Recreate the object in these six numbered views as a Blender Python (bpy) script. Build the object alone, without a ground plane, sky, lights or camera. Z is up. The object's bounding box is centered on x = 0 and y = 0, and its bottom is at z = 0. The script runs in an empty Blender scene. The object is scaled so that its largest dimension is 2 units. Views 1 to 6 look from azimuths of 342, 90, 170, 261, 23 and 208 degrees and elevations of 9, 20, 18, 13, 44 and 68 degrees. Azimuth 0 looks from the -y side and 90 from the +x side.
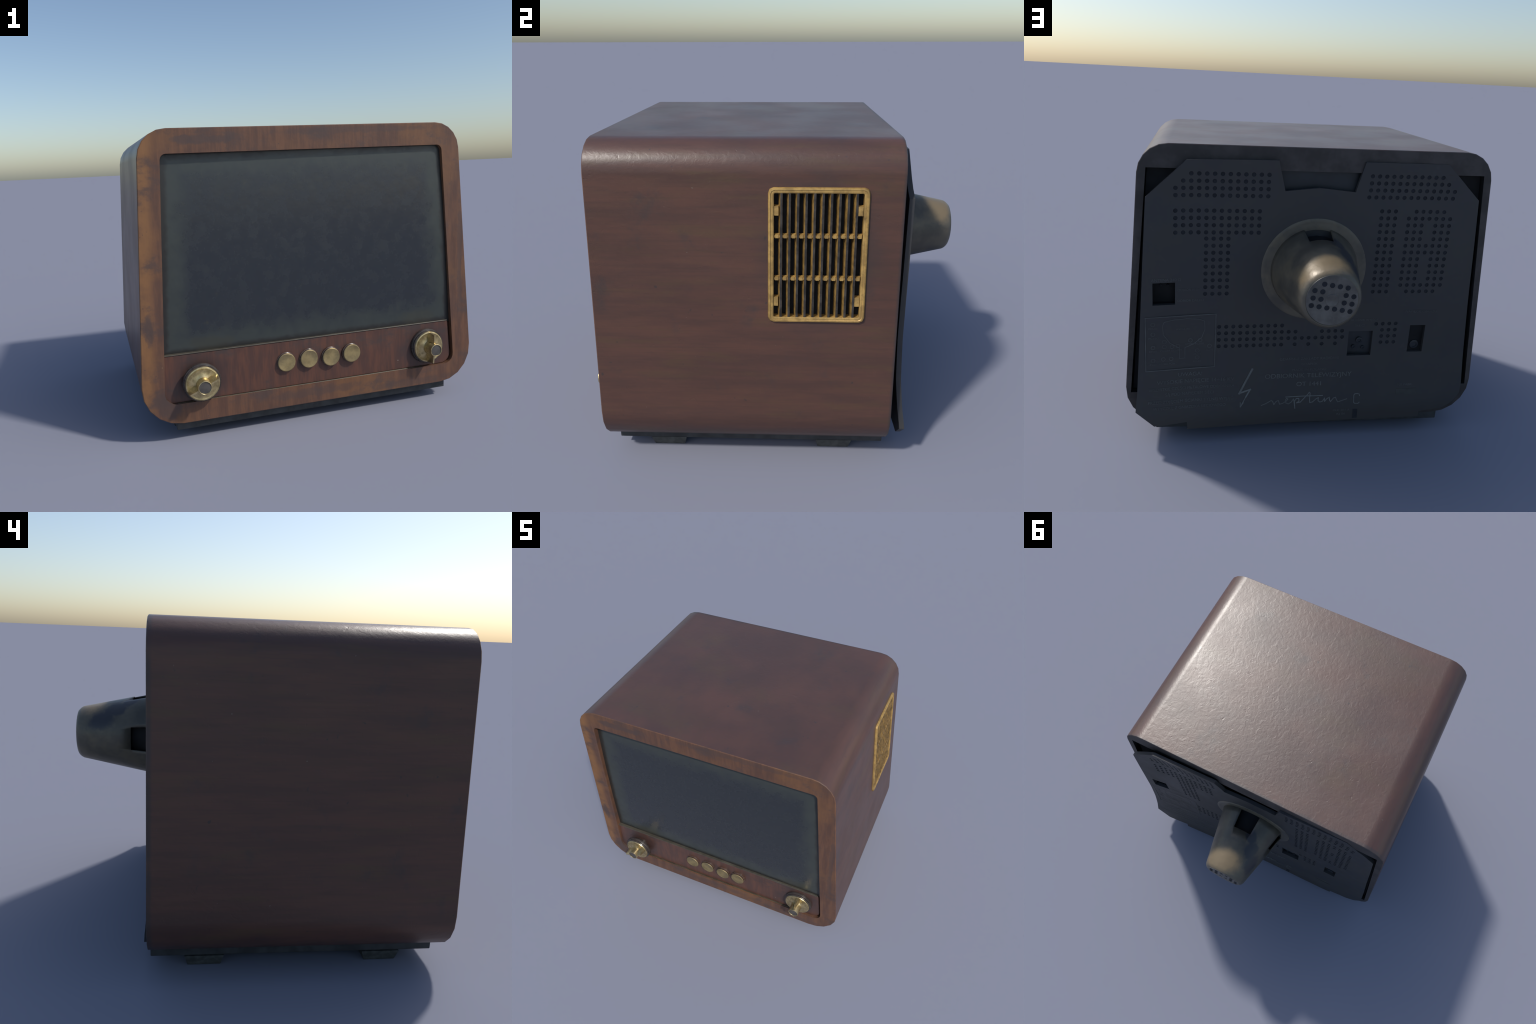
import bpy, bmesh, math, random
from mathutils import Vector, Matrix
from mathutils.geometry import delaunay_2d_cdt

random.seed(7)
T = 0.030                      # the set stands turned by 1.7 degrees
ZC = 0.991                     # height of the picture-tube axis


def lean(z):
    return 0.004 - 0.0093 * (z - 0.3)


def W(X, Y, Z):
    """set frame (X right, Y back, Z up) -> world"""
    turn = T + .0057 * min(1, max(0, (Y + .866) / 1.418))      # the rear is cut a touch more askew
    return Vector((X + lean(Z) + T * Y, Y - turn * X, Z - 0.0022 * X))


COL = bpy.context.scene.collection


def link(ob, parent=None):
    COL.objects.link(ob)
    ob.parent = parent
    return ob


def mesh_object(name, verts, faces, mats, parent=None, face_mats=None, smooth=None, world=True):
    me = bpy.data.meshes.new(name)
    vs = [W(*v) for v in verts] if world else [Vector(v) for v in verts]
    me.from_pydata(vs, [], faces)
    for m in (mats if isinstance(mats, (list, tuple)) else [mats]):
        me.materials.append(m)
    if face_mats:
        for p, i in zip(me.polygons, face_mats):
            p.material_index = i
    bm = bmesh.new()
    bm.from_mesh(me)
    bmesh.ops.recalc_face_normals(bm, faces=bm.faces)
    bm.to_mesh(me)
    bm.free()
    if smooth is not None:
        for p in me.polygons:
            p.use_smooth = True
        me.set_sharp_from_angle(angle=math.radians(smooth))
    return link(bpy.data.objects.new(name, me), parent)


# ------------------------------------------------------------------ materials
class Nodes:
    def __init__(self, name):
        self.mat = bpy.data.materials.new(name)
        self.mat.use_nodes = True
        self.t = self.mat.node_tree
        self.b = self.t.nodes['Principled BSDF']
        self.co = self.t.nodes.new('ShaderNodeTexCoord').outputs['Object']

    def put(self, socket, v):
        if isinstance(v, bpy.types.NodeSocket):
            self.t.links.new(v, socket)
        elif isinstance(v, (tuple, list)) and len(v) == 3 and socket.type == 'RGBA':
            socket.default_value = (*v, 1)
        else:
            socket.default_value = v

    def mapping(self, scale=(1, 1, 1), loc=(0, 0, 0), rot=(0, 0, 0)):
        n = self.t.nodes.new('ShaderNodeMapping')
        n.inputs['Scale'].default_value = scale
        n.inputs['Location'].default_value = loc
        n.inputs['Rotation'].default_value = rot
        self.t.links.new(self.co, n.inputs['Vector'])
        return n.outputs[0]

    def noise(self, scale=5, detail=4, rough=.55, vec=None, dist=0):
        n = self.t.nodes.new('ShaderNodeTexNoise')
        n.inputs['Scale'].default_value = scale
        n.inputs['Detail'].default_value = detail
        n.inputs['Roughness'].default_value = rough
        n.inputs['Distortion'].default_value = dist
        self.t.links.new(vec if vec is not None else self.co, n.inputs['Vector'])
        return n.outputs['Fac']

    def ramp(self, fac, lo, hi, a=0.0, b=1.0):
        n = self.t.nodes.new('ShaderNodeMapRange')
        n.interpolation_type = 'SMOOTHSTEP'
        n.inputs['From Min'].default_value = lo
        n.inputs['From Max'].default_value = hi
        n.inputs['To Min'].default_value = a
        n.inputs['To Max'].default_value = b
        self.put(n.inputs['Value'], fac)
        return n.outputs[0]

    def math(self, op, a, b=0.0):
        n = self.t.nodes.new('ShaderNodeMath')
        n.operation = op
        self.put(n.inputs[0], a)
        self.put(n.inputs[1], b)
        return n.outputs[0]

    def mix(self, fac, a, b):
        n = self.t.nodes.new('ShaderNodeMix')
        n.data_type = 'RGBA'
        self.put(n.inputs[0], fac)
        self.put(n.inputs[6], a)
        self.put(n.inputs[7], b)
        return n.outputs[2]

    def xyz(self):
        n = self.t.nodes.new('ShaderNodeSeparateXYZ')
        self.t.links.new(self.co, n.inputs[0])
        return n.outputs

    def blob(self, centre, radii, wob=.35, nscale=14):
        """soft ellipsoid patch with a ragged edge"""
        m = self.mapping(tuple(1 / r for r in radii), tuple(-c / r for c, r in zip(centre, radii)))
        n = self.t.nodes.new('ShaderNodeVectorMath')
        n.operation = 'LENGTH'
        self.t.links.new(m, n.inputs[0])
        d = self.math('ADD', n.outputs['Value'], self.math('MULTIPLY', self.math('SUBTRACT', self.noise(nscale, 5, .65), .5), wob * 4))
        return self.ramp(d, .55, 1.05, 1, 0)

    def bump(self, height, strength=.2, dist=.01, prev=None):
        n = self.t.nodes.new('ShaderNodeBump')
        n.inputs['Strength'].default_value = strength
        n.inputs['Distance'].default_value = dist
        self.put(n.inputs['Height'], height)
        if prev is not None:
            self.t.links.new(prev, n.inputs['Normal'])
        return n.outputs[0]

    def done(self, color, rough=.5, metal=0.0, normal=None, spec=.5, **kw):
        self.put(self.b.inputs['Base Color'], color)
        self.put(self.b.inputs['Roughness'], rough)
        self.put(self.b.inputs['Metallic'], metal)
        self.put(self.b.inputs['Specular IOR Level'], spec)
        if normal is not None:
            self.put(self.b.inputs['Normal'], normal)
        for k, v in kw.items():
            self.put(self.b.inputs[k], v)
        return self.mat


def mat_cabinet():
    n = Nodes('lacquered_veneer')
    grain = n.noise(1, 7, .66, n.mapping((1.6, 1.7, 15)))
    fine = n.noise(1, 4, .6, n.mapping((6, 3, 110)))
    c = n.mix(n.ramp(grain, .35, .68), (.079, .041, .032), (.107, .051, .036))
    c = n.mix(n.math('MULTIPLY', n.ramp(fine, .45, .75), .35), c, (.062, .036, .026))
    streak = n.noise(1, 6, .66, n.mapping((1.5, 2.6, 19), (3, 1, 2)))
    c = n.mix(n.math('MULTIPLY', n.ramp(streak, .50, .72), .50), c, (.094, .059, .030))
    blot = n.noise(4.2, 6, .68)
    c = n.mix(n.math('MULTIPLY', n.ramp(blot, .56, .74), .60), c, (.050, .040, .038))
    spot = n.noise(26, 2, .5)
    c = n.mix(n.math('MULTIPLY', n.ramp(spot, .73, .78), .6), c, (.030, .030, .033))
    dust = n.noise(60, 1, .5)
    c = n.mix(n.math('MULTIPLY', n.ramp(dust, .80, .84), .6), c, (.16, .14, .11))
    edge = n.ramp(n.math('ADD', n.xyz()[1], n.math('MULTIPLY', n.xyz()[0], T)), .530, .545)
    c = n.mix(n.math('MULTIPLY', edge, n.ramp(n.noise(7, 4), .35, .6, .2, .7)), c, (.040, .036, .036))
    # dark halo round the loudspeaker grille
    halo = n.blob((.94, .15, 1.12), (.2, .31, .41), .1, 8)
    c = n.mix(n.math('MULTIPLY', halo, .55), c, (.040, .036, .036))
    b1 = n.bump(n.noise(34, 5, .62, n.mapping((1, .8, 1)), .8), .20, .005)
    pits = n.ramp(n.noise(20, 3, .55, n.mapping((1, 1, 1), (5, 2, 0)), .8), .20, .34, 0, 1)
    b3 = n.bump(pits, .16, .004, b1)
    r = n.ramp(n.noise(3, 3, .5), .3, .7, .35, .42)
    # specular boosted with height to brighten the sky sheen on the top
    return n.done(c, r, 0, b3, n.ramp(n.xyz()[2], 1.50, 1.625, .42, .86))


def mat_front():
    n = Nodes('worn_walnut_frame')
    grain = n.noise(1, 5, .6, n.mapping((38, 4, 5)))
    fine = n.noise(1, 3, .5, n.mapping((220, 5, 9)))
    c = n.mix(n.ramp(grain, .35, .66), (.098, .050, .034), (.152, .073, .041))
    c = n.mix(n.math('MULTIPLY', n.ramp(fine, .40, .66), .30), c, (.110, .052, .032))
    warm = n.noise(3.1, 5, .6)
    c = n.mix(n.math('MULTIPLY', n.ramp(warm, .47, .68), .5), c, (.205, .096, .038))
    # the left stile has lost most of its stain
    left = n.ramp(n.math('ADD', n.xyz()[0], n.math('MULTIPLY', n.xyz()[2], -.055)), -.93, -.99)
    c = n.mix(n.math('MULTIPLY', left, n.ramp(n.noise(9, 4), .3, .6, .35, .85)), c, (.245, .118, .045))
    dark = (.076, .050, .043)
    blot = n.noise(1, 6, .68, n.mapping((5, 5, 7), (4, 0, 2)))
    c = n.mix(n.math('MULTIPLY', n.ramp(blot, .50, .66), .80), c, dark)
    for ce, ra, k in (((-.945, -.84, .64), (.030, .2, .095), .8), ((-.60, -.85, 1.572), (.21, .2, .024), .75),
                      ((-.865, -.84, .205), (.075, .2, .075), .75), ((.885, -.88, .9), (.020, .2, .42), .55),
                      ((-.05, -.87, .165), (.42, .2, .03), .5), ((.55, -.89, .13), (.30, .2, .025), .45),
                      ((.2, -.87, 1.60), (.6, .2, .02), .5)):
        c = n.mix(n.math('MULTIPLY', n.blob(ce, ra, .5, 16), k), c, dark)
    spot = n.noise(70, 1, .5)
    c = n.mix(n.math('MULTIPLY', n.ramp(spot, .76, .80), .7), c, (.05, .04, .04))
    chip = n.noise(48, 2, .5, n.mapping((1, 1, 1), (1, 7, 3)))
    c = n.mix(n.math('MULTIPLY', n.ramp(chip, .79, .83), .6), c, (.33, .25, .18))
    b = n.bump(fine, .10, .002)
    b = n.bump(n.noise(20, 5, .6), .18, .006, b)
    return n.done(c, n.ramp(n.noise(8, 5), .3, .7, .42, .58), 0, b, .45)


def mat_control():
    n = Nodes('red_mahogany_fascia')
    grain = n.noise(1, 5, .6, n.mapping((45, 4, 7)))
    fine = n.noise(1, 3, .5, n.mapping((240, 5, 12)))
    c = n.mix(n.ramp(grain, .36, .64), (.080, .040, .030), (.120, .052, .033))
    c = n.mix(n.math('MULTIPLY', n.ramp(fine, .42, .66), .3), c, (.075, .034, .026))
    dirt = n.noise(1, 6, .66, n.mapping((4.5, 5, 8), (2, 0, 5)))
    c = n.mix(n.math('MULTIPLY', n.ramp(dirt, .52, .66), .8), c, (.054, .040, .037))
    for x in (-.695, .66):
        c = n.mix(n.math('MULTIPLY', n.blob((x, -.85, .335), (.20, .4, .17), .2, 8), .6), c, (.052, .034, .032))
    chip = n.noise(34, 1, .4, n.mapping((1, 1, 1), (3, 3, 8)))
    c = n.mix(n.math('MULTIPLY', n.ramp(chip, .80, .83), .9), c, (.42, .38, .30))
    b = n.bump(fine, .08, .002)
    return n.done(c, n.ramp(dirt, .4, .7, .34, .5), 0, b, .5)


def mat_screen():
    n = Nodes('dusty_picture_glass')
    x, y, z = n.xyz()
    # distance from the edge of the viewing area
    half = n.math('ADD', .875, n.math('MULTIPLY', z, -.054))
    dx = n.math('SUBTRACT', half, n.math('ABSOLUTE', n.math('ADD', x, .026)))
    dz = n.math('MINIMUM', n.math('SUBTRACT', 1.505, z), n.math('SUBTRACT', z, .470))
    d = n.math('MINIMUM', dx, dz)
    ragged = n.math('ADD', d, n.math('MULTIPLY', n.math('SUBTRACT', n.noise(11, 6, .66), .5), .22))
    speck = n.noise(13, 6, .7)
    c = n.mix(n.ramp(ragged, .03, .17, 1, 0), (.024, .029, .035), (.040, .048, .044))
    c = n.mix(n.math('MULTIPLY', n.ramp(speck, .54, .72), .3), c, (.036, .043, .041))
    c = n.mix(n.math('MULTIPLY', n.ramp(n.noise(24, 5, .7, n.mapping((1, 1, 1), (2, 2, 9))), .64, .74), .5), c, (.058, .057, .040))
    rim = n.math('ADD', d, n.math('MULTIPLY', n.math('SUBTRACT', n.noise(20, 4), .5), .035))
    c = n.mix(n.ramp(rim, .012, .040, .85, 0), c, (.020, .018, .016))
    for ce in ((-.62, -.84, .51), (.62, -.87, .51)):
        c = n.mix(n.math('MULTIPLY', n.blob(ce, (.13, .3, .05), .4, 14), .35), c, (.050, .046, .028))
    r = n.ramp(speck, .40, .66, .20, .34)
    r = n.math('ADD', r, n.ramp(ragged, .03, .2, .12, 0))
    zc = n.math('SUBTRACT', z, 1.0)
    h = n.math('ADD', n.math('MULTIPLY', n.math('MULTIPLY', zc, zc), -.022), n.math('MULTIPLY', n.noise(15, 5, .6), .0011))
    b = n.bump(h, 1.0, 1.0)
    return n.done(c, r, 0, b, .55)


def mat_brass(name, bright, dull, rough, metal, scale=30, grime=.5):
    n = Nodes(name)
    w = n.noise(scale, 5, .65)
    c = n.mix(n.ramp(w, .38, .62), dull, bright)
    g = n.noise(scale * .6, 5, .7, n.mapping((1, 1, 1), (4, 4, 1)))
    c = n.mix(n.math('MULTIPLY', n.ramp(g, .54, .70), grime), c, tuple(v * .28 for v in dull))
    b = n.bump(w, .15, .002)
    return n.done(c, n.ramp(g, .4, .7, rough, rough + .2), metal, b, .5)


def mat_panel():
    n = Nodes('pressed_hardboard')
    m = n.noise(5, 6, .65)
    c = n.mix(n.ramp(m, .35, .65), (.041, .042, .046), (.050, .049, .048))
    c = n.mix(n.math('MULTIPLY', n.ramp(n.noise(9, 6, .7, n.mapping((1, 1, 1), (3, 3, 3))), .58, .72), .5), c, (.060, .060, .060))
    # darker brownish band along the lower edge
    low = n.ramp(n.math('ADD', n.xyz()[2], n.math('MULTIPLY', n.noise(6, 5, .7), .16)), .20, .30, 1, 0)
    c = n.mix(n.math('MULTIPLY', low, .6), c, (.042, .037, .034))
    b = n.bump(n.noise(120, 3, .6), .08, .002)
    b = n.bump(n.noise(7, 3), .15, .01, b)
    return n.done(c, n.ramp(m, .3, .7, .48, .62), 0, b, .4)


def mat_cone():
    n = Nodes('tarnished_tin')
    w = n.noise(7, 5, .62)
    c = n.mix(n.ramp(w, .35, .66), (.080, .074, .060), (.128, .113, .084))
    br = n.blob((.05, .90, 1.10), (.15, .11, .15), .25, 9)
    c = n.mix(n.math('MULTIPLY', br, .85), c, (.25, .187, .108))
    c = n.mix(n.math('MULTIPLY', n.ramp(n.noise(5, 4, .6, n.mapping((1, 1, 1), (7, 1, 2))), .50, .66), .45), c, (.19, .155, .095))
    for ce, ra in (((-.085, .77, 1.14), (.06, .07, .06)), ((-.12, .86, 1.08), (.06, .085, .06)), ((-.06, .70, 1.17), (.045, .05, .06)),
                   ((.112, .70, 1.115), (.022, .022, .03))):
        c = n.mix(n.math('MULTIPLY', n.blob(ce, ra, .3, 13), .9), c, (.040, .042, .052))
    b = n.bump(n.noise(22, 4, .6), .25, .006)
    return n.done(c, n.ramp(w, .3, .7, .34, .46), .08, b, .5)


def mat_plain(name, c, rough=.6, metal=0.0, vary=.25, scale=12, spec=.4):
    n = Nodes(name)
    w = n.noise(scale, 5, .62)
    col = n.mix(n.ramp(w, .35, .68), tuple(v * (1 - vary) for v in c), tuple(v * (1 + vary) for v in c))
    return n.done(col, n.ramp(w, .3, .7, rough - .06, rough + .06), metal, n.bump(n.noise(scale * 5, 3), .1, .003), spec)


M_CAB, M_FRONT, M_CTRL, M_SCREEN, M_PANEL, M_CONE = mat_cabinet(), mat_front(), mat_control(), mat_screen(), mat_panel(), mat_cone()
M_RIM = mat_plain('bare_rim_wood', (.055, .048, .046), .6, 0, .3, 9)
M_DARK = mat_plain('dark_interior', (.018, .018, .019), .8, 0, .3, 8, .2)
M_HOLE = mat_plain('hole_shadow_tint', (.027, .029, .035), .8, 0, .2, 20, .2)  # colour darkened below the board's to draw the shade inside holes
M_TUBE = mat_plain('blackened_tube_glass', (.022, .027, .033), .4, 0, .2, 6)
M_BASE = mat_plain('black_rubberised_board', (.040, .043, .045), .6, 0, .3, 14)
M_FOOT = mat_plain('grey_rubber', (.060, .064, .060), .6, 0, .35, 25)
M_BRASS = mat_brass('polished_brass', (.60, .48, .26), (.40, .315, .16), .28, .88, 26)
M_BUTTON = mat_brass('dull_brass', (.42, .325, .16), (.30, .235, .125), .42, .75, 14, .25)
M_GOLD = mat_brass('gilded_plastic', (.50, .315, .098), (.33, .205, .066), .38, .25, 24, .55)
M_SLAT = mat_brass('grimy_gilt', (.40, .245, .072), (.22, .135, .042), .42, .2, 30, .5)
M_SLATFACE = mat_plain('dusty_slat_edge', (.040, .035, .031), .55, 0, .45, 30, .3)
M_COLLAR = mat_plain('dark_bakelite', (.045, .036, .032), .3, 0, .3, 20, .5)
M_CAP = mat_plain('grey_bakelite', (.075, .068, .062), .5, 0, .15, 30)
M_TRIM = mat_plain('pale_ledge_strip', (.070, .062, .047), .45, 0, .22, 9)
M_LIP = mat_plain('dull_lip_strip', (.060, .048, .030), .45, 0, .3, 9)
M_RING = mat_plain('brown_button_collar', (.072, .042, .029), .25, 0, .3, 20, .6)
M_INK = mat_plain('faded_print', (.135, .142, .136), .6, 0, .25, 10)
M_INKFAINT = mat_plain('ghost_print', (.096, .100, .099), .6, 0, .2, 10)
M_PLATE = mat_plain('serial_label', (.047, .049, .047), .6, 0, .2, 14)
M_TINFACE = mat_plain('perforated_tin', (.125, .120, .112), .45, .3, .25, 12)

# ------------------------------------------------------------------ the set
root = bpy.data.objects.new('television_set', None)
root.empty_display_size = .3
root['label'] = 'vintage wooden television set with brass knobs and perforated back'
root['category'] = 'television'
COL.objects.link(root)


def rounded(corners, radii, seg=5):
    """closed outline: corners (x,z) counter-clockwise, each rounded with `seg` facets"""
    out = []
    k = len(corners)
    for i in range(k):
        p, a, b = Vector(corners[i]), Vector(corners[i - 1]), Vector(corners[(i + 1) % k])
        u, v = (a - p).normalized(), (b - p).normalized()
        ang = u.angle(v)
        r = radii[i]
        d = r / math.tan(ang / 2)
        c = p + (u + v).normalized() * (r / math.sin(ang / 2))
        s = p + u * d - c
        sweep = math.pi - ang
        sgn = 1 if u.cross(v) < 0 else -1
        for j in range(seg + 1):
            t = sgn * sweep * j / seg
            out.append((c.x + s.x * math.cos(t) - s.y * math.sin(t), c.y + s.x * math.sin(t) + s.y * math.cos(t)))
    return out


ZT, ZB = 1.629, 0.101
SLOPE = 0.0609


def half(z):
    return 0.980 - SLOPE * (z - .304)


def yfront(z):
    return -0.8712 + 0.0057 * z


YB = 0.552
OUT = rounded([(-half(ZB), ZB), (half(ZB), ZB), (half(ZT), ZT), (-half(ZT), ZT)], [.205, .205, .152, .152])
N = len(OUT)


def inset(k):
    return rounded([(-half(ZB) + k, ZB + k), (half(ZB) - k, ZB + k), (half(ZT) - k, ZT - k), (-half(ZT) + k, ZT - k)],
                   [.205 - k, .205 - k, .152 - k, .152 - k])


def ring(verts, outline, y):
    i0 = len(verts)
    for x, z in outline:
        verts.append((x, y(z) if callable(y) else y, z))
    return i0


def bridge(faces, a, b, n=N, skip=()):
    for i in range(n):
        if i in skip:
            continue
        j = (i + 1) % n
        faces.append((a + i, a + j, b + j, b + i))


# --- cabinet shell, with an opening for the loudspeaker grille in the right wall
GY0, GY1, GZ0, GZ1 = -.047, .397, .812, 1.436        # outer size of the grille
hy0, hy1, hz0, hz1 = GY0 + .015, GY1 - .015, GZ0 + .015, GZ1 - .015
V, F, MI = [], [], []
BEV = .004
STN = [lambda z: yfront(z) + BEV, -.45, 0.1, YB - .003]
rings = [ring(V, OUT, s) for s in STN[:1]]
rings.append(ring(V, OUT, YB - .003))
SIDE = 11                                             # index of the flat right wall segment (last of corner 1 -> first of corner 2)
bridge(F, rings[0], rings[1], skip=(SIDE,))
h = [(half(z), y, z) for y, z in ((hy0, hz0), (hy1, hz0), (hy1, hz1), (hy0, hz1))]
ih = len(V)
V += h
a, b = rings[0] + SIDE, rings[1] + SIDE
c_, d_ = rings[1] + SIDE + 1, rings[0] + SIDE + 1
F += [(a, b, ih + 1, ih), (b, c_, ih + 2, ih + 1), (c_, d_, ih + 3, ih + 2), (d_, a, ih, ih + 3)]
ncab = len(F)
RB = ring(V, inset(.003), YB)                         # softened rear arris
bridge(F, rings[1], RB)
# rear opening: square-cornered
BACKOPEN = rounded([(-.954, .286), (.954, .286), (.864, 1.510), (-.864, 1.510)], [.002] * 4)
RO = ring(V, BACKOPEN, YB)
nr = len(F)
bridge(F, RB, RO)
RI = ring(V, BACKOPEN, .20)
bridge(F, RO, RI)
F.append(tuple(RI + i for i in range(N)))
mi = [0] * nr + [1] * N + [2] * (len(F) - nr - N)
cab = mesh_object('cabinet', V, F, [M_CAB, M_RIM, M_DARK], root, mi, smooth=35)
# analytic normals: flat walls stay flat, corners turn smoothly
me = cab.data
onorm = []
for i in range(N):
    c = i // 6
    j = i % 6
    e_prev = Vector(OUT[c * 6]) - Vector(OUT[c * 6 - 1])
    e_next = Vector(OUT[(c * 6 + 6) % N]) - Vector(OUT[c * 6 + 5])
    n0, n1 = Vector((e_prev.y, -e_prev.x)).normalized(), Vector((e_next.y, -e_next.x)).normalized()
    ang = n0.angle_signed(n1)
    t = ang * j / 5
    v = Matrix.Rotation(-t, 2) @ n0
    onorm.append(Vector((v.x, -T * v.x, v.y)).normalized())
sideN = (W(half(.5), 0, .5) - W(half(.5), 1, .5)).cross(W(half(1.2), 0, 1.2) - W(half(.5), 0, .5)).normalized()
if sideN.x < 0:
    sideN = -sideN
ln = []
for p in me.polygons:
    for li in p.loop_indices:
        vi = me.loops[li].vertex_index
        if p.index < ncab and vi < 2 * N:
            ln.append(onorm[vi % N])
        elif p.index < ncab:
            ln.append(sideN)
        else:
            ln.append(p.normal.copy())
me.normals_split_custom_set(ln)

# --- front frame
V, F = [], []
r0 = ring(V, OUT, lambda z: yfront(z) + BEV)
r1 = ring(V, inset(BEV), yfront)
bridge(F, r0, r1)
OPEN = rounded([(-.866, .211), (.866, .211), (.794, 1.505), (-.794, 1.505)], [.060, .060, .032, .032])
r2 = ring(V, OPEN, yfront)
bridge(F, r1, r2)
r3 = ring(V, OPEN, lambda z: yfront(z) + .060)
bridge(F, r2, r3)
r4 = ring(V, OUT, lambda z: yfront(z) + .012)
frame = mesh_object('front_frame', V[:r4], F, M_FRONT, root, smooth=28)

# --- picture screen, gently bulging
V, F = [], []
NX, NZ = 48, 32
for j in range(NZ + 1):
    for i in range(NX + 1):
        u, v = i / NX * 2 - 1, j / NZ * 2 - 1
        z = .995 + v * .535
        x = u * (.905 - .054 * z)
        V.append((x, yfront(z) + .0305 - .006 * u - .010 * (1 - v * v), z))
for j in range(NZ):
    for i in range(NX):
        k = j * (NX + 1) + i
        F.append((k, k + 1, k + NX + 2, k + NX + 1))
mesh_object('screen', V, F, M_SCREEN, root, smooth=60)
# black well behind glass and fascia
V, F = [], []
o = ring(V, OPEN, lambda z: yfront(z) + .0595)
F.append(tuple(range(N)))
mesh_object('screen_well', V, F, M_DARK, root)


# --- fascia below the screen
def slab(name, outline, y0, y1, bev, mats, parent, smooth=30, world=True):
    n = len(outline)
    cx = sum(p[0] for p in outline) / n
    cz = sum(p[1] for p in outline) / n
    hx = max(abs(p[0] - cx) for p in outline)
    hz = max(abs(p[1] - cz) for p in outline)
    ins = [(cx + (x - cx) * (1 - bev / hx), cz + (z - cz) * (1 - bev / hz)) for x, z in outline]
    V, F = [], []
    a = ring(V, ins, y0)
    b = ring(V, outline, (lambda z: y0(z) + bev) if callable(y0) else y0 + (bev if y1 > y0 else -bev))
    c = ring(V, outline, y1)
    F.append(tuple(a + i for i in range(n)))
    bridge(F, a, b, n)
    bridge(F, b, c, n)
    F.append(tuple(c + i for i in range(n)))
    return mesh_object(name, V, F, mats, parent, smooth=smooth, world=world)


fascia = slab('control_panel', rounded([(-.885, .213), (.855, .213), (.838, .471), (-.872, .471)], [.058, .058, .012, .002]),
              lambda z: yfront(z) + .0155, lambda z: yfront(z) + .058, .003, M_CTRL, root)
slab('fascia_edge_line', [(-.855, .4702), (.832, .4702), (.832, .4755), (-.855, .4755)],
     lambda z: yfront(z) + .0125, lambda z: yfront(z) + .055, .002, M_TRIM, root)
slab('fascia_edge_line', [(-.80, .2085), (.66, .2085), (.66, .2135), (-.80, .2135)],
     lambda z: yfront(z) + .008, lambda z: yfront(z) + .05, .002, M_LIP, root)


# --- lathe parts (built along -y)
def lathe(name, profile, seg, mats, parent, mat_idx=None, smooth=35):
    """profile: (radius, outward height) pairs; axis points to -y"""
    V, F, mi = [], [], []
    for r, hgt in profile:
        for k in range(seg):
            a = 2 * math.pi * k / seg
            V.append((r * math.cos(a), -hgt, r * math.sin(a)))
    for s in range(len(profile) - 1):
        for k in range(seg):
            l = (k + 1) % seg
            F.append((s * seg + k, s * seg + l, (s + 1) * seg + l, (s + 1) * seg + k))
            mi.append(mat_idx[s] if mat_idx else 0)
    F.append(tuple((len(profile) - 1) * seg + k for k in range(seg)))
    mi.append(mat_idx[-1] if mat_idx else 0)
    return mesh_object(name, V, F, mats, parent, mi, smooth=smooth, world=False)


def place(ob, X, Y, Z, spin=0.0):
    ob.matrix_local = Matrix.Translation(W(X, Y, Z)) @ Matrix.Rotation(-T, 4, 'Z') @ Matrix.Rotation(spin, 4, 'Y')


YC = -.8535                                           # fascia face
for i, (X, Z, face) in enumerate(((-.189, .355, -.8715), (-.057, .359, -.8735), (.074, .353, -.876), (.200, .358, -.878))):
    if i == 0:
        btn = lathe('push_button', [(.0555, -.012), (.0555, .004), (.0535, .0065), (.0505, .0075), (.0515, .0095), (.0515, .0165), (.0485, .0198), (.043, .0198), (.040, .0188), (.012, .0205)],
                    40, [M_BUTTON, M_RING], root, [1, 1, 1, 1, 1, 0, 0, 0, 0, 0])
        me_btn = btn.data
    else:
        btn = link(bpy.data.objects.new('push_button', me_btn), root)
    place(btn, X, face + .0200, Z, i * 1.3)

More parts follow.
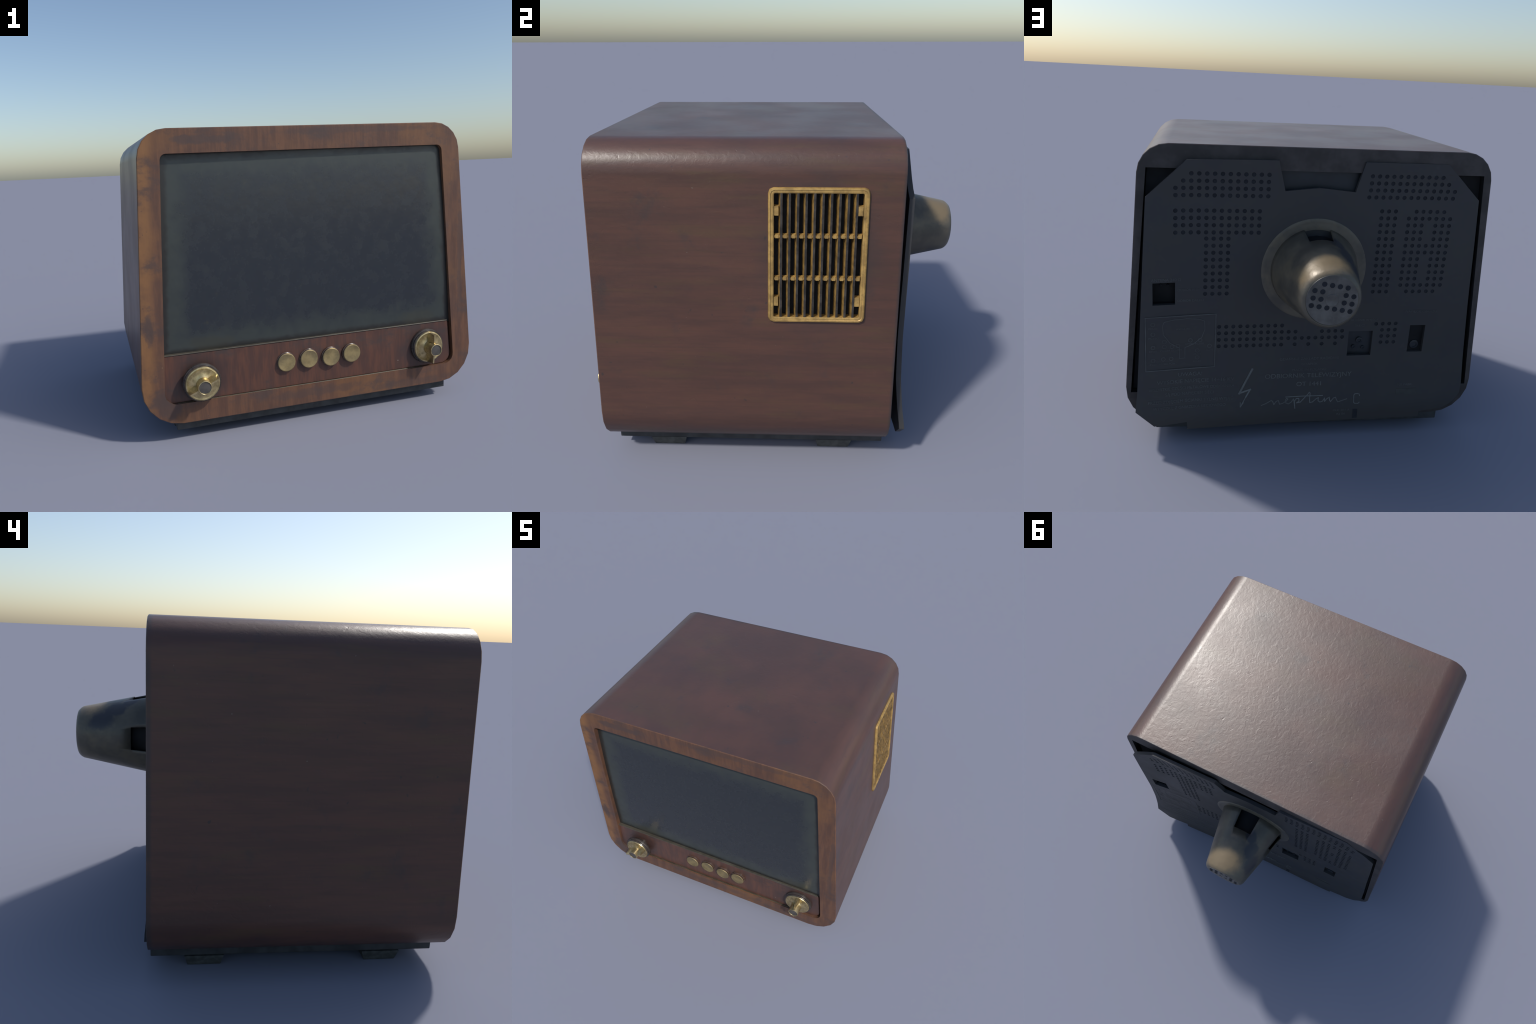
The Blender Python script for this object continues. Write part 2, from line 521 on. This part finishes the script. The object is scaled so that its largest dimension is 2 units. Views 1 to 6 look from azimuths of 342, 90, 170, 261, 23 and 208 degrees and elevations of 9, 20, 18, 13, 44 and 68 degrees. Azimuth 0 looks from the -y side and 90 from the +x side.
# --- control knobs: collar > dial, grip, cap
knob_meshes = None
for X, Y, Z, spin, tip in ((-.669, YC - .031, .322, math.radians(66), .098), (.688, YC, .336, math.radians(3), .112)):
    if knob_meshes is None:
        collar = lathe('knob', [(.062, -.036), (.062, -.002), (.100, -.001), (.103, .002), (.103, .012), (.101, .016), (.096, .018), (.096, .022), (.099, .025), (.097, .029), (.080, .031)],
                       48, M_COLLAR, root)
        dial = lathe('knob_dial', [(.091, .026), (.092, .031), (.090, .035), (.084, .037), (.078, .035), (.060, .0365), (.040, .042), (.034, .046)],
                     48, M_BRASS, collar)
        hub = lathe('knob_hub', [(.045, .036), (.039, .045), (.0375, .060), (.0375, .108), (.0365, .1125), (.0335, .114), (.0315, .1115), (.0315, .108)],
                    32, M_BRASS, collar)
        cap = lathe('knob_cap', [(.0316, .1075), (.0313, .1095), (.02, .1105)], 28, M_CAP, collar)
        # pointer wing: a ridge across the dial, highest beside the hub
        V, F = [], []
        prof = [(-.090, .034, .010), (-.084, .088, .012), (-.050, .090, .030), (.050, .090, .030), (.082, .088, .012), (.088, .034, .010)]
        for z, hgt, w in prof:
            V += [(-w * .62, -.034, z), (-.0042, -hgt, z), (.0042, -hgt, z), (w * .62, -.034, z)]
        for s in range(len(prof) - 1):
            for k in range(3):
                F.append((s * 4 + k, s * 4 + k + 1, s * 4 + k + 5, s * 4 + k + 4))
        F += [(0, 1, 2, 3), (20, 21, 22, 23)]
        wing = mesh_object('knob_wing', V, F, M_BRASS, collar, smooth=25, world=False)
        knob_meshes = (collar, dial, hub, cap, wing)
        kid = knob_meshes
    else:
        kid = [link(bpy.data.objects.new(o.name.split('.')[0], o.data)) for o in knob_meshes]
        for o in kid[1:]:
            o.parent = kid[0]
        kid[0].parent = root
    place(kid[0], X, Y, Z, spin)
    for o in (kid[2], kid[3]):
        o.scale = (1, tip / .114, 1)

# --- loudspeaker grille in the right wall
GTILT = math.atan(SLOPE)


def on_side(y, z, out):
    """point on the right wall, `out` metres proud of it"""
    return (half(z) + out * math.cos(GTILT), y, z + out * math.sin(GTILT))


def oct_outline(k, ch):
    y0, y1, z0, z1 = GY0 + k, GY1 - k, GZ0 + k, GZ1 - k
    pts = []
    for cy, cz, a0 in ((y1 - ch, z0 + ch, -90), (y1 - ch, z1 - ch, 0), (y0 + ch, z1 - ch, 90), (y0 + ch, z0 + ch, 180)):
        for j in range(3):
            a = math.radians(a0 + 45 * j)
            pts.append((cy + ch * math.cos(a), cz + ch * math.sin(a)))
    return pts


V, F = [], []
loops = []
for k, ch, out in ((0, .024, -.004), (0, .024, .006), (.004, .022, .012), (.010, .018, .013), (.013, .017, .010), (.020, .010, .011), (.025, .006, .008), (.026, .004, -.032)):
    loops.append(len(V))
    V += [on_side(y, z, out) for y, z in oct_outline(k, ch)]
for a, b in zip(loops, loops[1:]):
    bridge(F, a, b, 12)
grille = mesh_object('speaker_grille', V, F, M_GOLD, root, smooth=40)
V = [on_side(y, z, -.0325) for y, z in oct_outline(.004, .01)]
mesh_object('grille_backing', V, [tuple(range(12))], M_DARK, grille)


def side_box(name, y0, y1, z0, z1, o0, o1, mats, parent, face_mat=None, taper=0.0):
    V = [on_side(y, z, o) for o, t in ((o0, 0), (o1, taper)) for y, z in ((y0 + t, z0 + t), (y1 - t, z0 + t), (y1 - t, z1 - t), (y0 + t, z1 - t))]
    F = [(4, 5, 6, 7), (0, 1, 2, 3), (0, 1, 5, 4), (1, 2, 6, 5), (2, 3, 7, 6), (3, 0, 4, 7)]
    return mesh_object(name, V, F, mats, parent, face_mat)


iz0, iz1 = GZ0 + .024, GZ1 - .024
for i in range(10):
    yc = .0115 + i * .0367
    # wedge section: narrow grimy edge outside, gilded flank widening inwards
    V = [on_side(y, z, o) for z in (iz0, iz1) for y, o in ((yc - .0050, .0075), (yc + .0050, .0075), (yc + .0056, -.030), (yc - .0150, -.030))]
    mesh_object('grille_slat', V, [(0, 1, 5, 4), (1, 2, 6, 5), (2, 3, 7, 6), (3, 0, 4, 7), (0, 1, 2, 3), (4, 5, 6, 7)],
                [M_SLAT, M_SLATFACE], grille, [1, 0, 0, 0, 0, 0])
for zc in (1.217, 1.021):
    side_box('grille_crossbar', GY0 + .024, GY1 - .024, zc - .009, zc + .009, -.016, .003, M_GOLD, grille, None, .004)
    for i in range(11):
        yc = .0115 + (i - .5) * .0367
        side_box('grille_crossbar_boss', yc - .012, yc + .012, zc - .012, zc + .012, -.012, .0065, M_GOLD, grille, None, .005)
for y0, y1 in ((GY0 + .024, GY0 + .049), (GY1 - .052, GY1 - .024)):
    for z0, z1 in ((1.309, 1.356), (.888, .936)):
        side_box('grille_clip', y0, y1, z0, z1, -.02, .0055, M_GOLD, grille, None, .003)

# --- base board and feet
V = [(x, y, z) for z in (.0545, .106) for x, y in ((-.809, -.8385), (.822, -.8385), (.822, .545), (-.809, .545))]
F = [(0, 1, 2, 3), (4, 5, 6, 7), (0, 1, 5, 4), (1, 2, 6, 5), (2, 3, 7, 6), (3, 0, 4, 7)]
board = mesh_object('base_board', V, F, M_BASE, root)
mod = board.modifiers.new('bevel', 'BEVEL')
mod.width = .003
foot_me = None
for sx in (1, -1):
    for yc in (-.580, .292):
        # tapered block, wider above
        if foot_me is None:
            V = []
            for z, gx, gy in ((.0, .066, .078), (.006, .069, .081), (.056, .085, .094)):
                V += [(-gx, -gy, z), (gx, -gy, z), (gx, gy, z), (-gx, gy, z)]
            F = [(0, 1, 2, 3), (8, 9, 10, 11)]
            bridge(F, 0, 4, 4)
            bridge(F, 4, 8, 4)
            f = mesh_object('foot', V, F, M_FOOT, root, world=False)
            foot_me = f.data
        else:
            f = link(bpy.data.objects.new('foot', foot_me), root)
        p = W(sx * .735 + .003, yc, 0)
        f.matrix_local = Matrix.Translation((p.x, p.y, 0)) @ Matrix.Rotation(-T, 4, 'Z')

# --- back panel: warped board with vent holes and windows
PX = [-.95, -.60, -.20, .20, .64, .73, .93]
PROWS = [(1.57, [.558, .561, .574, .587, .596, .598, .600]),
         (1.47, [.557, .550, .560, .570, .581, .592, .602]),
         (1.375, [.557, .546, .555, .563, .566, .578, .607]),
         (.93, [.549, .546, .549, .554, .562, .574, .596]),
         (.70, [.548, .543, .547, .550, .560, .571, .592]),
         (.48, [.549, .541, .552, .558, .566, .576, .598]),
         (.317, [.560, .558, .566, .572, .583, .595, .615]),
         (.21, [.570, .577, .582, .588, .606, .617, .632]),
         (.08, [.575, .591, .596, .604, .630, .634, .636])]


def lerp_table(xs, ys, x):
    if x <= xs[0]:
        return ys[0]
    for i in range(len(xs) - 1):
        if x <= xs[i + 1]:
            k = (x - xs[i]) / (xs[i + 1] - xs[i])
            return ys[i] + (ys[i + 1] - ys[i]) * k
    return ys[-1]


def smooth_table(xs, ys, x):
    """average of neighbouring samples, to round the bends of the board"""
    w = .05
    return sum(lerp_table(xs, ys, x + d * w) for d in (-1, -.5, 0, .5, 1)) / 5


PZ = [r[0] for r in PROWS][::-1]


def panel_y(x, z):
    col = [smooth_table(PX, r[1], x) for r in PROWS][::-1]
    w = .03
    y = sum(lerp_table(PZ, col, z + d * w) for d in (-1, 0, 1)) / 3 + .0057 * x
    return max(y, .5535) if z > 1.49 or z < .31 else y


OUTLINE = [(.666, 1.560), (.222, 1.566), (.180, 1.411), (.003, 1.430), (-.184, 1.411), (-.221, 1.567), (-.663, 1.565), (-.858, 1.379),
           (-.877, 1.10), (-.895, .80), (-.917, .50), (-.929, .30), (-.925, .235), (-.885, .175), (-.82, .140), (-.683, .128), (-.683, .096),
           (.650, .096), (.651, .136), (.826, .122), (.923, .211), (.914, .317), (.897, .697), (.880, 1.05), (.863, 1.374)]
SLOTS = [(.720, .833, .807, .929), (-.364, -.226, .482, .630), (-.667, -.578, .495, .660)]
PIT = .0374
HOLES = []


def row(x0, n, z, pitch=.0379, skip=()):
    for i in range(n):
        if i not in skip:
            HOLES.append((x0 - i * pitch, z))


for k, (x0, n) in enumerate(((.645, 11), (.683, 12), (.720, 13), (.720, 13))):
    row(x0, n, 1.493 - k * .0365)
for k in range(4):
    row(.720, 12, 1.306 - k * PIT)
for k in range(9):
    row(.567, 4, 1.161 - k * PIT, .0372)
for k, (x0, n) in enumerate(((-.263, 11), (-.263, 12), (-.263, 13), (-.258, 13))):
    row(x0, n, 1.496 - k * .0367, .0379)
for k in range(13):
    row(-.336, 3, 1.313 - k * PIT, .0375)
for k in range(13):                                    # a ring with a crossbar, like a figure
    z = 1.313 - k * PIT
    if k in (0, 12):
        row(-.525, 5, z, .0381)
    elif k in (1, 5, 6, 11):
        row(-.487, 7, z, .0380)
    else:
        row(-.487, 7, z, .0380, (3,))
for k in range(4):
    z = .672 - k * .0375
    row(.489, (10, 12, 19, 10)[k], z, .0377)
    if k == 1:
        row(-.073, 4, z, .0378)
    if k == 3:
        HOLES += [(.489 - .0377 * i, z) for i in (11, 13, 15, 17)]
    row(-.378 - .0377 * (k >= 2), 4 - (k >= 2), z, .0377)
HOLES = [(x, z) for x, z in HOLES if not any(a - .016 < x < b + .016 and c - .016 < z < d + .016 for a, b, c, d in SLOTS)]
HR = .0112


def inside(poly, x, z):
    r = False
    for i in range(len(poly)):
        x1, z1 = poly[i - 1]
        x2, z2 = poly[i]
        if (z1 > z) != (z2 > z) and x < (x2 - x1) * (z - z1) / (z2 - z1) + x1:
            r = not r
    return r


pts, edges = [], []


def add_loop(lp):
    i0 = len(pts)
    pts.extend(Vector(p) for p in lp)
    edges.extend((i0 + i, i0 + (i + 1) % len(lp)) for i in range(len(lp)))


dense = []
for i in range(len(OUTLINE)):
    p, q = Vector(OUTLINE[i]), Vector(OUTLINE[(i + 1) % len(OUTLINE)])
    m = max(1, int((q - p).length / .05))
    dense += [tuple(p.lerp(q, j / m)) for j in range(m)]
add_loop(dense)
for a, b, c, d in SLOTS:
    add_loop([(a, c), (b, c), (b, d), (a, d)])
HS = 10
for x, z in HOLES:
    add_loop([(x + HR * math.cos(2 * math.pi * k / HS), z + HR * math.sin(2 * math.pi * k / HS)) for k in range(HS)])
for i in range(41):
    for j in range(32):
        x, z = -.96 + i * .048, .09 + j * .048
        if inside(OUTLINE, x, z) and min((x - a) ** 2 + (z - b) ** 2 for a, b in HOLES) > .0003:
            pts.append(Vector((x, z)))
res = delaunay_2d_cdt(pts, edges, [], 0, 1e-6)
cv, cf = res[0], res[2]
keep = []
for f in cf:
    cx = sum(cv[i].x for i in f) / 3
    cz = sum(cv[i].y for i in f) / 3
    if not inside(OUTLINE, cx, cz):
        continue
    if any(a < cx < b and c < cz < d for a, b, c, d in SLOTS):
        continue
    if min((cx - a) ** 2 + (cz - b) ** 2 for a, b in HOLES) < (HR * .99) ** 2:
        continue
    keep.append(f)
PT = .024
n = len(cv)
V = [(p.x, panel_y(p.x, p.y), p.y) for p in cv] + [(p.x, panel_y(p.x, p.y) - PT, p.y) for p in cv]
F = list(map(tuple, keep)) + [tuple(n + i for i in f[::-1]) for f in keep]
count = {}
for f in keep:
    for i in range(3):
        e = (f[i], f[(i + 1) % 3])
        count[tuple(sorted(e))] = count.get(tuple(sorted(e)), 0) + 1
F += [(a, b, n + b, n + a) for (a, b), c in count.items() if c == 1]
panel = mesh_object('back_panel', V, F, M_PANEL, root, smooth=30)
panel.data.validate()

# floors of the vent holes
V, F = [], []
for x, z in HOLES:
    i0 = len(V)
    y = panel_y(x, z) - .0026
    V += [(x + HR * 1.05 * math.cos(2 * math.pi * k / HS), y, z + HR * 1.05 * math.sin(2 * math.pi * k / HS)) for k in range(HS)]
    F.append(tuple(i0 + k for k in range(HS)))
holes = mesh_object('ventilation_hole', V, F, M_HOLE, panel)
holes['kind'] = 'stuff'

# sockets behind the three windows
for k, (a, b, c, d) in enumerate(SLOTS):
    y = panel_y((a + b) / 2, (c + d) / 2)
    V, F = [], []
    for yy in (y - .010, y - (.026 if k else .060)):
        V += [(a - .006, yy, c - .006), (b + .006, yy, c - .006), (b + .006, yy, d + .006), (a - .006, yy, d + .006)]
    bridge(F, 0, 4, 4)
    F.append((4, 5, 6, 7))
    box = mesh_object('connector_socket', V, F, M_TUBE if k else M_DARK, panel)
    mx, mz = (a + b) / 2, (c + d) / 2
    pins = ([(.018, .03, .006), (-.018, .03, .006)], [(.03, -.03, .010), (-.025, -.035, .010), (0, .01, .018)], [(0, -.045, .026)])[k]
    for dx, dz, r in pins:
        pin = lathe('connector_pin', [(r, 0), (r, .008), (r * .8, .010), (r * .6, .010), (r * .55, .006)], 16, M_TUBE if k else M_HOLE, panel)
        pin.matrix_local = Matrix.Translation(W(mx + dx, y - (.026 if k else .060), mz + dz)) @ Matrix.Rotation(math.pi - T, 4, 'Z')

# --- dark shoulder of the picture tube seen through the hand notch
tube = slab('picture_tube_shoulder', rounded([(-.235, 1.30), (.215, 1.30), (.235, 1.56), (-.25, 1.56)], [.05, .05, .01, .01]),
            .519, .25, .004, M_TUBE, root)
V = [(x, y, z) for x, y, z in ((-.945, .515, .292), (.945, .515, .292), (.861, .515, 1.507), (-.861, .515, 1.507))]
mesh_object('inner_bulkhead', V, [(0, 1, 2, 3)], M_DARK, root)

# --- tube neck cover: flange, cone with two windows, perforated end cap
SEG = 48


def cone_r(y):
    return .2300 - .2165 * (y - .57)


CY = [.552, .60, .66, .688, .76, .84, .92, .962]
HW = .066


def cone_v(ang, y, r=None):
    r = cone_r(y) if r is None else r
    return (r * math.cos(ang), y, ZC + r * math.sin(ang))


# angular stations, with exact window edges at top (90 deg) and on the far side (180 deg)
wa = [math.radians(90), math.radians(180)]
da = HW / .212
angs = sorted(set([round(2 * math.pi * k / SEG, 6) for k in range(SEG) if all(abs((2 * math.pi * k / SEG) - w) > da + .03 or abs((2 * math.pi * k / SEG) - w) < da - .03 for w in wa)]
                  + [round(w + s * da, 6) for w in wa for s in (-1, 1)]))
NA = len(angs)
V, F = [], []
for y in CY:
    V += [cone_v(a, y) for a in angs]
for r, y in ((.1400, .971), (.1340, .9790), (.1270, .9845), (.1225, .9865)):
    V += [cone_v(a, y, r) for a in angs]
open_edges = []
for s in range(len(CY) + 3):
    for k in range(NA):
        l = (k + 1) % NA
        mid = (angs[k] + (angs[l] if l else angs[l] + 2 * math.pi)) / 2
        if s < 3 and any(abs(mid - w) < da for w in wa):
            continue
        F.append((s * NA + k, s * NA + l, (s + 1) * NA + l, (s + 1) * NA + k))
cone = mesh_object('tube_neck_cover', V, F, M_CONE, root, smooth=35)
so = cone.modifiers.new('wall', 'SOLIDIFY')
so.thickness = .008
so.offset = -1
# inner dark core so that the windows do not show the lining
core = lathe('tube_neck', [(.193, -.02), (.180, .05), (.160, .16), (.10, .34)], 28, M_DARK, cone)
core.matrix_local = Matrix.Translation(W(0, .552, ZC)) @ Matrix.Rotation(math.pi - T, 4, 'Z')
capo = lathe('end_cap', [(.1235, -.004), (.1225, .0005), (.116, .0008), (.108, -.0004), (.032, -.0004), (.030, .0014), (.024, .0014), (.022, 0.0004)], 48, M_TINFACE, cone)
capo.matrix_local = Matrix.Translation(W(0, .9865, ZC + .003)) @ Matrix.Rotation(math.pi - T, 4, 'Z')
V, F = [], []
u = Vector((-.0368, -.0063))
v = Vector((.0058, -.0366))
o = Vector((.078, 1.080))
for r, cols in ((0, (1, 2, 3, 4)), (1, (0, 1, 4, 5)), (2, (0, 1, 4, 5)), (3, (0, 1, 2, 3, 4, 5))):
    for c in cols:
        p = o + u * c + v * r
        i0 = len(V)
        V += [(p.x + .0125 * math.cos(2 * math.pi * k / 14), 0.9872 + .006 * p.x, p.y + .0125 * math.sin(2 * math.pi * k / 14)) for k in range(14)]
        F.append(tuple(i0 + k for k in range(14)))
eh = mesh_object('end_cap_hole', V, F, M_HOLE, cone)
eh['kind'] = 'stuff'
# flange, following the bowed board
V, F = [], []
for r, dy in ((.283, -.006), (.281, .002), (.276, .0045), (.262, .0035), (.250, .0050), (.236, .0055), (.222, .0060)):
    for k in range(64):
        a = 2 * math.pi * k / 64
        x, z = r * math.cos(a), ZC + r * math.sin(a)
        V.append((x, max(panel_y(x, z), .548) + dy, z))
for s in range(6):
    bridge(F, s * 64, (s + 1) * 64, 64)
mesh_object('neck_flange', V, F, M_CONE, cone, smooth=40)


# --- printing on the back panel
def stick(x, z, lift):
    return (x, panel_y(x, z) + lift, z)


def text_mesh(name, body, x_left, x_right, z_mid, height, mat, align_w=True):
    """flat lettering laid on the board; read from behind, so it runs towards -x"""
    cu = bpy.data.curves.new(name, 'FONT')
    cu.body = body
    cu.size = 1
    ob = bpy.data.objects.new(name, cu)
    COL.objects.link(ob)
    dg = bpy.context.evaluated_depsgraph_get()
    me = bpy.data.meshes.new_from_object(ob.evaluated_get(dg))
    COL.objects.unlink(ob)
    bpy.data.objects.remove(ob)
    xs = [v.co.x for v in me.vertices]
    ys = [v.co.y for v in me.vertices]
    w, cap = max(xs) - min(xs), .70
    sx, sy = (x_left - x_right) / w, height / cap
    V = [stick(x_left - (v.co.x - min(xs)) * sx, z_mid + (v.co.y - cap / 2) * sy, .0022) for v in me.vertices]
    F = [tuple(p.vertices) for p in me.polygons]
    bpy.data.meshes.remove(me)
    return mesh_object(name, V, F, mat, panel)


def ribbon(V, F, path, w, lift=.0020, closed=False):
    k = len(path)
    for i in range(k - (0 if closed else 1)):
        p, q = Vector(path[i]), Vector(path[(i + 1) % k])
        d = (q - p)
        if d.length < 1e-6:
            continue
        d.normalize()
        m = Vector((-d.y, d.x)) * w / 2
        p2, q2 = p - d * w * .4, q + d * w * .4
        i0 = len(V)
        for c in (p2 + m, q2 + m, q2 - m, p2 - m):
            V.append(stick(c.x, c.y, lift + (i % 2) * .0002))
        F.append((i0, i0 + 1, i0 + 2, i0 + 3))


DX = -.016                                            # world x -> set x near the back
for body, xl, xr, z, hgt, m in (
        ('UWAGA!', .718, .590, .407, .021, M_INKFAINT),
        ('WYSOKIE NAPI\u0118CIE 14\u00f716 KV', .828, .415, .368, .021, M_INKFAINT),
        ('WSZYSTKIE CZ\u0118\u015aCI METALOWE ODBIORNIKA', .870, .414, .330, .016, M_INKFAINT),
        ('S\u0104 POD NAPI\u0118CIEM SIECI', .784, .527, .298, .016, M_INKFAINT),
        ('PRZED ZDJ\u0118CIEM \u015aCIANKI TYLNEJ WYJ\u0104\u0106', .874, .418, .259, .016, M_INKFAINT),
        ('WTYCZK\u0118 Z GNIAZDKA SIECIOWEGO', .848, .460, .224, .016, M_INKFAINT),
        ('GDA\u0143SKIE ZAK\u0141ADY RADIOWE', .168, -.167, .473, .015, M_INKFAINT),
        ('GDA\u0143SK', .045, -.047, .441, .013, M_INKFAINT),
        ('MADE IN POLAND', .095, -.098, .408, .014, M_INKFAINT),
        ('ODBIORNIK TELEWIZYJNY', .246, -.246, .374, .026, M_INK),
        ('OT 1441', .067, -.073, .323, .025, M_INK),
        ('ANTENA 240 \u03a9', .855, .707, .945, .015, M_INKFAINT),
        ('ODBI\u00d3R BLISKI', .724, .604, .888, .012, M_INKFAINT),
        ('ODBI\u00d3R DALEKI', .724, .591, .828, .012, M_INKFAINT),
        ('NR FABR.', -.525, -.615, .297, .013, M_INKFAINT),
        ('NAPI\u0118CIE OBRAZU', -.524, -.705, .745, .012, M_INKFAINT),
        ('G\u0141O\u015aNIK WYJ\u015aCIE', -.215, -.374, .698, .011, M_INKFAINT),
        ('SIE\u0106', -.240, -.297, .665, .011, M_INKFAINT),
        ('PKC 201 A', -.152, -.249, .158, .012, M_INKFAINT),
        ('KJ 06', -.175, -.225, .135, .011, M_INKFAINT)):
    text_mesh('printed_lettering', body, xl + DX, xr + DX, z, hgt, m)

# model lettering: one flowing stroke, a long cross stroke, and a block C
V, F = [], []
script = [(.261, .206), (.235, .216), (.205, .233), (.197, .224), (.190, .208), (.178, .226), (.166, .231), (.162, .220), (.158, .208),
          (.140, .213), (.120, .226), (.112, .236), (.119, .241), (.126, .232), (.122, .214), (.108, .208), (.092, .218), (.080, .236),
          (.077, .226), (.070, .180), (.074, .222), (.064, .238), (.050, .238), (.048, .222), (.062, .212), (.040, .216), (.018, .240), (-.002, .262),
          (-.008, .272), (-.014, .266), (-.012, .236), (-.014, .211), (-.030, .214), (-.050, .232), (-.062, .238), (-.062, .220), (-.072, .211), (-.088, .216),
          (-.098, .234), (-.100, .214), (-.112, .230), (-.126, .238), (-.128, .222), (-.134, .211), (-.150, .232), (-.162, .236), (-.168, .222), (-.176, .208),
          (-.190, .212), (-.228, .224)]
ribbon(V, F, [(x + DX, z) for x, z in script], .0052)
ribbon(V, F, [(.125 + DX, .249), (.02 + DX, .251), (-.086 + DX, .250)], .0055)
ribbon(V, F, [(-.303 + DX, .240), (-.300 + DX, .250), (-.290 + DX, .253), (-.275 + DX, .252), (-.269 + DX, .245), (-.270 + DX, .202), (-.276 + DX, .195), (-.296 + DX, .194), (-.303 + DX, .201)], .0052)
# high-voltage flash
ribbon(V, F, [(.318 + DX, .420), (.352 + DX, .350), (.386 + DX, .281)], .011)
ribbon(V, F, [(.388 + DX, .281), (.356 + DX, .292), (.324 + DX, .302)], .009)
ribbon(V, F, [(.326 + DX, .301), (.350 + DX, .258)], .008)
ribbon(V, F, [(.350 + DX, .258), (.372 + DX, .216)], .005)
ribbon(V, F, [(.362 + DX, .228), (.378 + DX, .204), (.379 + DX, .230)], .005)
mark = mesh_object('printed_mark', V, F, M_INK, panel)

# valve location diagram
V, F = [], []
ribbon(V, F, [(x + DX, z) for x, z in ((.886, .739), (.523, .747), (.525, .443), (.885, .437))], .0045, closed=True)
bulb = [(.80, .69), (.79, .712), (.74, .722), (.67, .725), (.61, .720), (.582, .708), (.580, .66), (.596, .615), (.64, .578), (.683, .560),
        (.683, .50), (.712, .50), (.712, .560), (.76, .590), (.795, .640)]
ribbon(V, F, [(x + DX, z) for x, z in bulb], .0035, closed=True)
for x, z in ((.848, .70), (.848, .645), (.848, .57), (.848, .495), (.79, .60), (.79, .572), (.75, .57), (.72, .572), (.795, .50), (.755, .50),
             (.655, .60), (.604, .60), (.618, .54), (.618, .50), (.554, .565)):
    ribbon(V, F, [(x + DX + .0105 * math.cos(k * math.pi / 4), z + .0105 * math.sin(k * math.pi / 4)) for k in range(8)], .0028, closed=True)
mesh_object('printed_diagram', V, F, M_INKFAINT, panel)
for body, xl, xr, z in (('PCL86', .870, .825, .678), ('PCF80', .870, .820, .623), ('EF80', .866, .828, .548), ('PY88', .864, .830, .473), ('PCL84 ECH84', .81, .70, .549),
                        ('PCF801 PC86', .815, .735, .473), ('AW43-80', .73, .66, .668), ('DY86 PL500', .68, .585, .580), ('PL84', .636, .600, .520), ('PCL85', .64, .598, .478), ('ECC82', .572, .536, .543)):
    text_mesh('printed_lettering', body, xl + DX, xr + DX, z, .010, M_INKFAINT)
# serial label
V, F = [], []
V = [stick(x + DX, z, l) for l in (.0002, .0014) for x, z in ((-.517, .238), (-.642, .238), (-.642, .272), (-.517, .272))]
mesh_object('serial_label', V, [(4, 5, 6, 7), (0, 1, 5, 4), (1, 2, 6, 5), (2, 3, 7, 6), (3, 0, 4, 7)], M_PLATE, panel)
# bent tab slot near the lower edge
V = [stick(x + DX, z, l) for l in (.0002, .0012) for x, z in ((-.268, .105), (-.296, .105), (-.296, .160), (-.268, .160))]
mesh_object('latch_slot', V, [(4, 5, 6, 7), (0, 1, 5, 4), (1, 2, 6, 5), (2, 3, 7, 6), (3, 0, 4, 7)], M_HOLE, panel)
